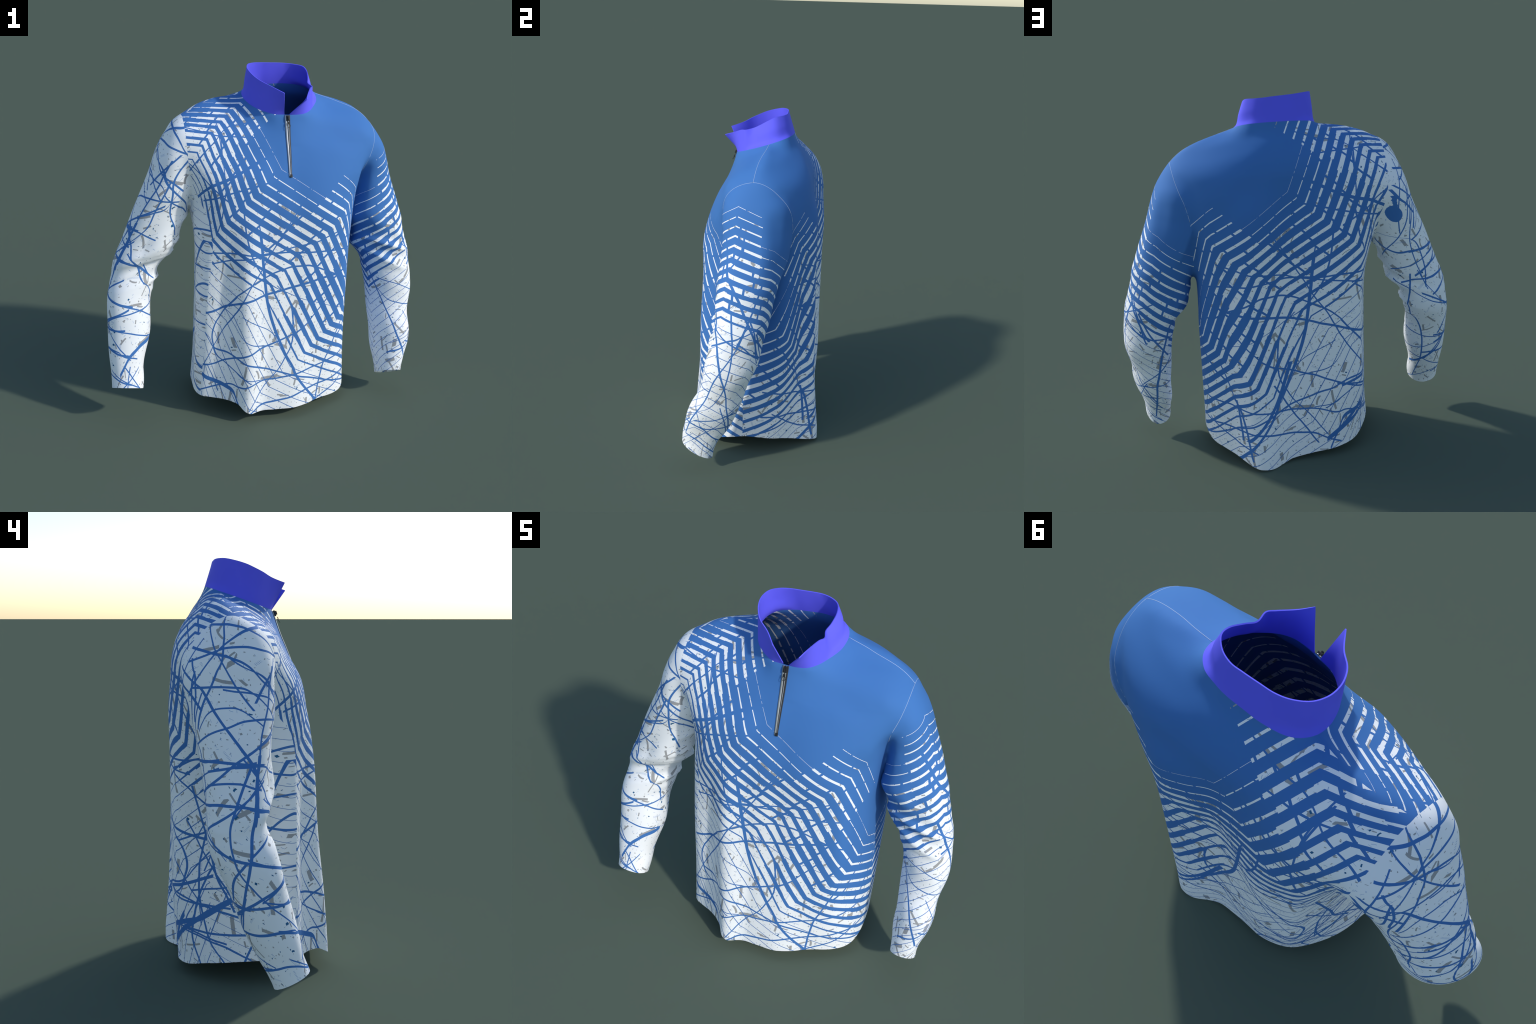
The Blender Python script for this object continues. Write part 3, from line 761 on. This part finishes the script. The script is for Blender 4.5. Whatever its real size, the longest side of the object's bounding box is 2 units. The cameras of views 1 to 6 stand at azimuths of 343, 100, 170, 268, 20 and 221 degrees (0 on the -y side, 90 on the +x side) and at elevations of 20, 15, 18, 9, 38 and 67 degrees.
# Strokes on the wearer's left sleeve: (runs along u or v, half width, points (u, v))
SLEEVE_L_STROKES = [
    ("v", 0.0037, [(0.385, 0.342), (0.194, 0.475), (0.035, 0.577), (-0.074, 0.665), (-0.195, 0.824), (-0.230, 0.899)]),
    ("v", 0.0028, [(-0.260, 0.349), (-0.181, 0.472), (-0.145, 0.573), (-0.077, 0.670), (0.054, 0.811), (0.100, 0.903)]),
    ("v", 0.0028, [(-0.174, 0.421), (-0.070, 0.441), (0.007, 0.490), (0.040, 0.572), (0.036, 0.661), (0.012, 0.767), (-0.053, 0.917)]),
    ("u", 0.0032, [(-0.229, 0.815), (-0.080, 0.849), (0.052, 0.869), (0.102, 0.899)]),
    ("u", 0.0028, [(-0.199, 0.895), (-0.099, 0.853), (0.054, 0.811), (0.467, 0.732)]),
    ("u", 0.0026, [(-0.138, 0.356), (0.154, 0.364), (0.351, 0.383)]),
    ("u", 0.0026, [(-0.213, 0.238), (0.226, 0.168), (0.459, 0.122)]),
    ("u", 0.0028, [(-0.270, 0.338), (-0.068, 0.303), (0.241, 0.239), (0.443, 0.203)]),
    ("u", 0.0026, [(-0.100, 0.235), (0.098, 0.285), (0.270, 0.340), (0.352, 0.377)]),
    ("u", 0.0026, [(-0.268, 0.449), (-0.178, 0.383), (-0.095, 0.314), (0.060, 0.298), (0.399, 0.300)]),
    ("v", 0.0035, [(-0.431, 0.336), (-0.506, 0.402), (-0.581, 0.482), (-0.708, 0.576), (-0.840, 0.678), (-0.899, 0.755)]),
    ("u", 0.0017, [(-0.704, 0.716), (-0.455, 0.692), (-0.240, 0.644)]),
    ("u", 0.0019, [(-0.761, 0.641), (-0.620, 0.597), (-0.424, 0.573), (-0.232, 0.554)]),
    ("u", 0.0028, [(-0.601, 0.290), (-0.403, 0.320), (-0.321, 0.349)]),
    ("v", 0.0043, [(0.484, 0.213), (0.542, 0.360), (0.600, 0.483), (0.646, 0.600), (0.694, 0.719)]),
    ("v", 0.0030, [(0.418, 0.730), (0.394, 0.752), (0.258, 0.866), (0.157, 0.940)]),
    ("v", 0.0034, [(0.681, 0.630), (0.481, 0.758), (0.330, 0.845)]),
    ("u", 0.0026, [(0.044, 0.866), (0.226, 0.897), (0.407, 0.936)]),
    ("u", 0.0030, [(0.145, 0.807), (0.309, 0.759), (0.441, 0.730), (0.590, 0.720), (0.835, 0.718)]),
    ("v", 0.0026, [(0.526, 0.229), (0.328, 0.335), (0.182, 0.412)]),
    ("v", 0.0024, [(0.401, 0.417), (0.601, 0.489), (0.771, 0.571)]),
    ("u", 0.0024, [(0.330, 0.380), (0.575, 0.388), (0.768, 0.403)]),
    ("v", 0.0046, [(0.356, 0.793), (0.108, 0.946), (-0.111, 1.129), (-0.200, 1.196), (-0.266, 1.300)]),
    ("v", 0.0035, [(0.064, 0.853), (0.113, 0.937), (0.151, 1.006), (0.186, 1.121)]),
    ("v", 0.0028, [(-0.176, 1.231), (-0.122, 1.276), (-0.085, 1.323), (-0.089, 1.382)]),
]

# More strokes that only the back panel reaches, round the wearer's right side.
SIDE_STROKES = [
    ("u", 0.0085, [(-.376, .239), (-.334, .192), (-.269, .120), (-.205, .070)]),
    ("v", 0.0075, [(.222, .163), (.173, .217), (.132, .273), (.083, .359), (.033, .488)]),
    ("v", 0.0030, [(-.097, .080), (-.039, .167), (.018, .252), (.088, .380)]),
    ("v", 0.0032, [(.295, .138), (.302, .227), (.313, .319)]),
    ("u", 0.0092, [(-.667, .357), (-.570, .301), (-.442, .222), (-.365, .175), (-.255, .100)]),
    ("u", 0.0057, [(-.538, .456), (-.446, .427), (-.299, .387)]),
    ("v", 0.0039, [(-.635, .052), (-.563, .134), (-.530, .217), (-.508, .310), (-.501, .404), (-.502, .520), (-.520, .591)]),
    ("v", 0.0039, [(-.641, .367), (-.601, .443), (-.577, .516), (-.562, .593), (-.53, .70), (-.49, .82)]),
    ("v", 0.0039, [(-.481, .027), (-.440, .158), (-.457, .238), (-.488, .337), (-.538, .449), (-.591, .544), (-.66, .66), (-.71, .78)]),
    ("u", 0.0037, [(-.702, .272), (-.570, .306), (-.487, .327), (-.398, .360), (-.298, .382)]),
    ("u", 0.0039, [(-.740, .187), (-.624, .183), (-.516, .187), (-.426, .195)]),
    ("u", 0.0032, [(-.723, .088), (-.661, .116), (-.564, .144), (-.442, .173)]),
    ("u", 0.0034, [(-.86, .96), (-.7, 1.01), (-.52, 1.02), (-.4, .985)]),
    ("u", 0.0034, [(-.88, .70), (-.72, .735), (-.56, .80), (-.42, .90)]),
    ("u", 0.0030, [(-.9, .86), (-.75, .82), (-.6, .70), (-.45, .65)]),
    ("v", 0.0032, [(-.84, .14), (-.79, .40), (-.80, .66), (-.86, .90)]),
    ("v", 0.0036, [(-.74, .06), (-.82, .30), (-.83, .52), (-.72, .80), (-.58, 1.05), (-.50, 1.20)]),
    ("u", 0.0030, [(-.92, .52), (-.80, .50), (-.66, .42), (-.52, .40)]),
    ("u", 0.0034, [(-.93, .24), (-.84, .33), (-.74, .47), (-.66, .62), (-.61, .75)]),
    ("v", 0.0028, [(-.57, .58), (-.66, .78), (-.70, .96), (-.68, 1.16)]),
    ("u", 0.0028, [(-.92, 1.10), (-.78, 1.02), (-.66, .90), (-.55, .74)]),
    ("u", 0.0036, [(-.94, .10), (-.85, .16), (-.74, .26), (-.60, .46), (-.50, .62)]),
    ("u", 0.0026, [(-.90, .76), (-.78, .62), (-.69, .50), (-.60, .28)])]


# ----------------------------------------------------------------- node building
class Sheet:
    """Writes a node tree as plain arithmetic: every method returns a socket."""

    def __init__(self, tree):
        self.t = tree

    def group(self, name, ins, build):
        """A sub-tree with float inputs `ins` (names) and one output; build(sheet, *sockets) returns the output."""
        g = bpy.data.node_groups.new(name, "ShaderNodeTree")
        for k in ins:
            g.interface.new_socket(k, in_out="INPUT", socket_type="NodeSocketFloat")
        g.interface.new_socket("Mask", in_out="OUTPUT", socket_type="NodeSocketFloat")
        a, b = g.nodes.new("NodeGroupInput"), g.nodes.new("NodeGroupOutput")
        sub = Sheet(g)
        g.links.new(build(sub, *a.outputs[:len(ins)]), b.inputs[0])
        return g

    def use(self, g, *vals):
        n = self.t.nodes.new("ShaderNodeGroup"); n.node_tree = g
        for sock, v in zip(n.inputs, vals):
            self.put(sock, v)
        return n.outputs[0]

    def node(self, kind, **props):
        n = self.t.nodes.new(kind)
        for k, v in props.items():
            setattr(n, k, v)
        return n

    def put(self, sock, val):
        if isinstance(val, bpy.types.NodeSocket):
            self.t.links.new(val, sock)
        else:
            sock.default_value = val

    def m(self, op, a, b=0.0, c=0.0, clamp=False):
        n = self.node("ShaderNodeMath", operation=op, use_clamp=clamp)
        for i, v in enumerate((a, b, c)):
            self.put(n.inputs[i], v)
        return n.outputs[0]

    def add(self, a, b): return self.m("ADD", a, b)
    def sub(self, a, b): return self.m("SUBTRACT", a, b)
    def mul(self, a, b): return self.m("MULTIPLY", a, b)
    def mad(self, a, b, c): return self.m("MULTIPLY_ADD", a, b, c)
    def max(self, a, b): return self.m("MAXIMUM", a, b)
    def min(self, a, b): return self.m("MINIMUM", a, b)
    def less(self, a, b): return self.m("LESS_THAN", a, b)
    def more(self, a, b): return self.m("GREATER_THAN", a, b)
    def near(self, a, b, w): return self.m("COMPARE", a, b, w)
    def inv(self, a): return self.m("SUBTRACT", 1.0, a)

    def step(self, a, b, x):
        n = self.node("ShaderNodeMapRange", interpolation_type="SMOOTHSTEP")
        self.put(n.inputs["Value"], x); n.inputs["From Min"].default_value = a; n.inputs["From Max"].default_value = b
        return n.outputs[0]

    def table(self, x, pts, vector=False):
        """A hand-drawn function: x and values in 0..1."""
        n = self.node("ShaderNodeFloatCurve"); c = n.mapping.curves[0]; n.mapping.use_clip = False
        pts = sorted(pts)
        while len(c.points) < len(pts):
            c.points.new(.5, .5)
        for q, (a, b) in zip(c.points, pts):
            q.location = (a, b); q.handle_type = "VECTOR" if vector else "AUTO_CLAMPED"
        n.mapping.update()
        self.put(n.inputs["Value"], x)
        return n.outputs[0]

    def xyz(self, x, y, z=0.0):
        n = self.node("ShaderNodeCombineXYZ")
        for i, v in enumerate((x, y, z)):
            self.put(n.inputs[i], v)
        return n.outputs[0]

    def parts(self, v):
        n = self.node("ShaderNodeSeparateXYZ"); self.put(n.inputs[0], v)
        return n.outputs[0], n.outputs[1], n.outputs[2]

    def noise(self, vec, scale, detail=2.0):
        n = self.node("ShaderNodeTexNoise"); self.put(n.inputs["Vector"], vec)
        n.inputs["Scale"].default_value = scale; n.inputs["Detail"].default_value = detail
        return n.outputs[0]

    def white(self, vec):
        n = self.node("ShaderNodeTexWhiteNoise", noise_dimensions="2D"); self.put(n.inputs["Vector"], vec)
        return n.outputs[0]

    def mix(self, f, a, b):
        n = self.node("ShaderNodeMix", data_type="RGBA")
        self.put(n.inputs[0], f); self.put(n.inputs[6], a); self.put(n.inputs[7], b)
        return n.outputs[2]

    # -- print motifs
    def strokes(self, u, v, lines, us, vs, run, fat):
        """Union of drawn lines. us, vs = (offset, scale) that bring u, v to 0..1; run = metres per unit of u."""
        un = self.mul(self.add(u, us[0]), us[1]); vn = self.mul(self.add(v, vs[0]), vs[1])

        def some(batch):
            def build(g, p, q):
                out = None
                for axis, w, pts in batch:
                    i = 0 if axis == "u" else 1
                    so, other = ((us, vs) if i == 0 else (vs, us))
                    c = [((k[i] + so[0])*so[1], (k[1 - i] + other[0])*other[1]) for k in pts]
                    d = np.abs(np.diff(np.array([(k[0]*run, k[1]) for k in pts]), axis=0))
                    lean = float(np.sum(d[:, 1 - i])/max(np.sum(d[:, i]), 1e-6))
                    # let the brush run on a little past its first and last point
                    lo, hi = c[0], c[-1]
                    ext = .16*(hi[0] - lo[0])
                    c = [(lo[0] - ext, lo[1] - ext*(c[1][1] - lo[1])/(c[1][0] - lo[0]))] + c + [(hi[0] + ext, hi[1] + ext*(hi[1] - c[-2][1])/(hi[0] - c[-2][0]))]
                    w = (w*fat + .0006)*math.sqrt(1 + min(lean, 2)**2)*other[1]*(1.0 if i == 0 else 1.0/run)
                    hit = g.near(q if i == 0 else p, g.table(p if i == 0 else q, c), w)
                    hit = g.mul(hit, g.near(p if i == 0 else q, (c[0][0] + c[-1][0])/2, (c[-1][0] - c[0][0])/2))
                    out = hit if out is None else g.max(out, hit)
                return out
            return build
        out = None
        for k in range(0, len(lines), 12):
            hit = self.use(self.group("brush_strokes", ("U", "V"), some(lines[k:k + 12])), un, vn)
            out = hit if out is None else self.max(out, hit)
        return out

    def dabs(self, u, v, *how):
        return self.use(self.group("dabs", ("U", "V"), lambda g, p, q: g.one_dab(p, q, *how)), u, v)

    def one_dab(self, u, v, cell, length, width, share, seed, bend=0.0, comb=0):
        """Short brush dabs, one per Voronoi cell, each with its own direction and size."""
        p = self.xyz(self.mad(u, 1/cell, seed*3.17), self.mad(v, 1/cell, seed*1.73))
        n = self.node("ShaderNodeTexVoronoi", voronoi_dimensions="2D"); self.put(n.inputs["Vector"], p)
        n.inputs["Scale"].default_value = 1.0
        r, g, b = self.parts(n.outputs["Color"])
        d = self.node("ShaderNodeVectorMath", operation="SUBTRACT")
        self.put(d.inputs[0], p); self.put(d.inputs[1], n.outputs["Position"])
        x, y, _ = self.parts(d.outputs[0])
        a = self.mul(r, 3.1416)
        ca, sa = self.m("COSINE", a), self.m("SINE", a)
        lx = self.add(self.mul(x, ca), self.mul(y, sa)); ly = self.sub(self.mul(y, ca), self.mul(x, sa))
        if bend:
            ly = self.sub(ly, self.mul(self.mul(lx, lx), self.mul(self.sub(g, .5), bend)))
        ly = self.add(ly, self.mul(self.sub(self.noise(p, 7.0), .5), .10*width/cell*4))
        k = self.mad(g, 1.1, .45)
        box = self.mul(self.less(self.m("ABSOLUTE", lx), self.mul(k, length/cell)), self.less(self.m("ABSOLUTE", ly), self.mul(self.mad(b, .9, .5), width/cell)))
        if comb:
            box = self.mul(box, self.less(self.m("FRACT", self.mul(lx, comb*cell)), .28))
        return self.mul(box, self.less(self.white(self.xyz(r, g)), share))


WHITE, GREY, BLUE, TEAL = (.945, .960, .965, 1), (.385, .385, .385, 1), (.058, .192, .50, 1), (.022, .135, .285, 1)


def cloth(s, ink, stripe_ink, u, v, seed):
    """White cloth with grey dabs, teal flecks, thin ticks, then blue ink on top."""
    patch = s.noise(s.xyz(u, v, seed), 5.0)
    grey = s.max(s.dabs(u, v, .095, .040, .0078, .36, seed + 1, .5), s.dabs(u, v, .060, .020, .0042, .30, seed + 2, .8))
    grey = s.max(grey, s.dabs(u, v, .15, .060, .0048, .36, seed + 3, 1.2))
    grey = s.max(s.mul(grey, s.more(patch, .44)), s.max(s.dabs(u, v, .045, .0045, .003, .28, seed + 4), s.dabs(u, v, .028, .0028, .0016, .35, seed + 9)))
    teal = s.max(s.dabs(u, v, .11, .0055, .0042, .30, seed + 5, 9.0), s.dabs(u, v, .05, .0032, .002, .25, seed + 6))
    ticks = s.max(s.dabs(u, v, .085, .022, .0045, .5, seed + 7, .6, 170), s.dabs(u, v, .035, .006, .0008, .5, seed + 8, 1.5))
    col = s.mix(grey, WHITE, GREY)
    col = s.mix(s.mul(ticks, .75), col, (.10, .26, .56, 1))
    col = s.mix(teal, col, TEAL)
    ink = s.max(ink, stripe_ink)
    return s.mix(ink, col, BLUE)


def finish(mat, s, col, fine):
    b = mat.node_tree.nodes["Principled BSDF"]
    s.put(b.inputs["Base Color"], col)
    b.inputs["Roughness"].default_value = .78
    b.inputs["Specular IOR Level"].default_value = .25
    w = s.noise(fine, 420.0, 1.0)
    n = s.node("ShaderNodeBump"); n.inputs["Strength"].default_value = .08; n.inputs["Distance"].default_value = .002
    s.put(n.inputs["Height"], w); s.put(b.inputs["Normal"], n.outputs[0])


def new_mat(name):
    m = bpy.data.materials.new(name); m.use_nodes = True
    return m, Sheet(m.node_tree)


def ragged(s, k, t, off, seed, base=.078, gain=.056, top=.82):
    """Share of white in stripe k at place t: grows down the garment, with small steps like cut tape."""
    j = s.white(s.xyz(k, s.m("FLOOR", s.mad(t, 9.0, s.mul(k, .37))), seed))
    w = s.m("MULTIPLY_ADD", s.add(k, off), gain, base)
    w = s.mul(w, s.mad(j, .36, .80))
    w = s.min(w, top)
    return s.max(w, 0.0)


def body_material(name, back):
    mat, s = new_mat(name)
    pos = s.node("ShaderNodeTexCoord").outputs["Object"]
    x, y, z = s.parts(pos)
    # unroll the panel: u across, v up, both in metres on the cloth
    side = s.m("SIGN", s.sub(x, .05))
    if back:
        up = s.step(1.4, 1.6, z)
        over = s.mul(s.m("POWER", s.max(s.sub(.316, y), 0.0), 1.5), up)
        wrap = s.mul(s.mul(s.max(s.sub(.315, y), 0.0), .82), s.inv(up))
        u = s.sub(s.mad(side, wrap, x), .055); v = s.sub(s.add(z, over), .054)
    else:
        up = s.step(1.3, 1.55, z)
        over = s.mul(s.mul(s.m("POWER", s.max(s.add(y, .26), 0.0), 1.5), .75), up)
        wrap = s.mul(s.mul(s.m("POWER", s.max(s.add(y, .27), 0.0), 1.25), .95), s.inv(up))
        u = s.mad(side, wrap, x); v = s.add(z, over)
        left = s.max(s.sub(s.mul(u, -1.0), .12), 0.0)
        u = s.sub(u, s.mul(s.mul(left, left), .9))
    # chevron stripes: a bent line copied again and again towards the lower right side of the wearer
    du, dv = s.add(u, .043), s.sub(v, 1.44)
    t = s.sub(s.mul(du, .646), s.mul(dv, .763))
    q = s.mul(s.add(s.mul(du, -.763), s.mul(dv, -.646)), 1/.0573)
    zig = s.mul(t, -5.3)
    zig = s.mad(s.min(t, 0.0), 10.83, zig)
    zig = s.mad(s.min(s.add(t, .441), 0.0), -21.4, zig)
    zig = s.mad(s.max(s.sub(t, .453), 0.0), 9.38, zig)
    zig = s.mad(s.max(s.sub(t, .933), 0.0), -10.4, zig)
    q = s.sub(q, zig)
    k = s.m("FLOOR", s.add(q, .5)); frac = s.m("ABSOLUTE", s.sub(q, k))
    jit = s.mul(s.sub(s.white(s.xyz(k, 3.0)), .5), .10)
    tj = s.add(t, s.mul(jit, s.more(k, .5)))
    # blue gives way to white near the upper shoulder and below the left chest
    off = s.mul(s.more(tj, -.56), s.mul(s.less(tj, -.246), 4.0))
    off = s.max(off, s.mul(s.more(tj, .287), s.mul(s.less(tj, .66), 3.4)))
    off = s.max(off, s.mul(s.more(tj, .85), .6))
    share = ragged(s, k, t, off, 1.0)
    tail = s.sub(13.5, s.mul(s.step(.04, .22, s.add(t, s.mul(jit, 1.2))), 3.2))
    hair = s.more(k, tail)
    bare = s.mul(s.less(u, -.56), s.less(v, 1.22))                      # no stripes at all round the right side
    
    share = s.max(s.max(share, s.mul(hair, .925)), s.mul(bare, 1.1))
    ladder = s.m("FRACT", s.mul(s.sub(v, s.mul(u, .42)), 1/.052))   # faint parallel hairlines there instead
    stripe = s.more(frac, s.mul(share, .5))
    stripe = s.max(stripe, s.mul(s.near(ladder, .5, .022), bare))
    # the tape-like white stripes break off here and there
    dash = s.m("FRACT", s.add(s.mul(t, 6.7), s.white(s.xyz(k, 12.0))))
    stripe = s.max(stripe, s.mul(s.less(dash, .075), s.less(k, 6.5)))
    nudge = s.noise(s.xyz(u, v, 9.0), 6.0)
    us, vs = s.mad(s.sub(nudge, .5), .012, u), s.mad(s.sub(nudge, .5), -.010, v)
    lines = BODY_STROKES + (SIDE_STROKES if back else [])
    ink = s.strokes(us, vs, lines, (1.0, .5), (0.0, .5), 1.0, 1.25)
    finish(mat, s, cloth(s, ink, stripe, u, v, 2.0), pos)
    return mat


def sleeve_material(name, rows, sgn, striped):
    mat, s = new_mat(name)
    pos = s.node("ShaderNodeTexCoord").outputs["Object"]
    x, y, z = s.parts(pos)
    zn = s.mul(z, .5)
    mid_x = [(r[0]/2, abs(r[1] + r[2])/2) for r in rows]; mid_y = [(r[0]/2, (r[3] + r[4])/2 + .5) for r in rows]
    ax = s.mul(s.table(zn, mid_x), float(sgn)); ay = s.sub(s.table(zn, mid_y), .5)
    turn = s.mul(s.m("ARCTAN2", s.sub(y, ay), s.mul(s.sub(x, ax), float(sgn))), 1/math.pi)
    u = s.mul(turn, .41)
    lines = SLEEVE_R_STROKES if sgn < 0 else SLEEVE_L_STROKES
    nudge = s.noise(s.xyz(u, z, 4.0), 6.0)
    tu, zv = s.mad(s.sub(nudge, .5), .02, turn), s.mad(s.sub(nudge, .5), -.01, z)
    ink = s.strokes(tu, zv, lines, (1.0, .5), (0.0, .5), .41, .92 if sgn < 0 else 1.15)
    if striped:
        p = s.add(turn, .19)
        bent = s.add(s.mul(s.max(p, 0.0), .165), s.mul(s.max(s.mul(p, -1.0), 0.0), .29))
        bent = s.mad(s.max(s.sub(turn, .3), 0.0), .125, bent)
        q = s.mul(s.sub(1.346, s.add(z, bent)), 1/.0505)
        k = s.m("FLOOR", s.add(q, .5)); frac = s.m("ABSOLUTE", s.sub(q, k))
        jit = s.mul(s.sub(s.white(s.xyz(k, 8.0)), .5), .05)
        pj = s.add(turn, jit)
        off = s.mul(s.mul(s.more(pj, -.44), s.less(pj, .13)), 3.3)
        share = ragged(s, k, s.mul(turn, .6), off, 5.0)
        share = s.max(share, s.mul(s.more(k, s.mad(s.m("ABSOLUTE", turn), 2.2, 7.4)), .925))
        stripe = s.more(frac, s.mul(share, .5))
        dash = s.m("FRACT", s.add(s.mul(turn, 2.9), s.white(s.xyz(k, 15.0))))
        stripe = s.max(stripe, s.mul(s.less(dash, .07), s.less(k, 6.5)))
    else:
        # a round ink blot with a drip above it, behind the upper arm
        bx, by = s.mul(s.sub(turn, .537), .41/.033), s.mul(s.sub(z, 1.348), 1/.050)
        blot = s.less(s.add(s.mul(bx, bx), s.mul(by, by)), s.mad(s.noise(s.xyz(u, z), 30.0), .5, .75))
        drip = s.mul(s.near(turn, .505, s.mad(s.noise(s.xyz(u, z), 60.0), .08, -.015)), s.near(z, 1.42, .035))
        stripe = s.max(blot, drip)
    finish(mat, s, cloth(s, ink, stripe, u, z, 11.0 if sgn < 0 else 21.0), pos)
    return mat


def plain(name, col, rough=.7, metal=0.0, spec=.5):
    m = bpy.data.materials.new(name); m.use_nodes = True
    b = m.node_tree.nodes["Principled BSDF"]
    b.inputs["Base Color"].default_value = (*col, 1); b.inputs["Roughness"].default_value = rough; b.inputs["Metallic"].default_value = metal
    b.inputs["Specular IOR Level"].default_value = spec
    return m


def collar_material():
    mat, s = new_mat("violet_rib")
    pos = s.node("ShaderNodeTexCoord").outputs["Object"]
    n = s.noise(pos, 14.0, 2.0)
    finish(mat, s, s.mix(n, (.135, .130, .90, 1), (.145, .140, .94, 1)), pos)
    return mat


MATS = dict(front=body_material("front_print", False), back=body_material("back_print", True),
            sleeve_r=sleeve_material("scribbled_sleeve", SLEEVE_R, -1, False), sleeve_l=sleeve_material("striped_sleeve", SLEEVE_L, 1, True),
            collar=collar_material(), thread=plain("pale_thread", (.42, .54, .74), .8), black=plain("black_enamel", (.012, .012, .013), .45),
            tape_dark=plain("dark_tape", (.02, .021, .024), .5), satin=plain("satin_metal", (.44, .45, .47), .30, .85))
build(MATS)
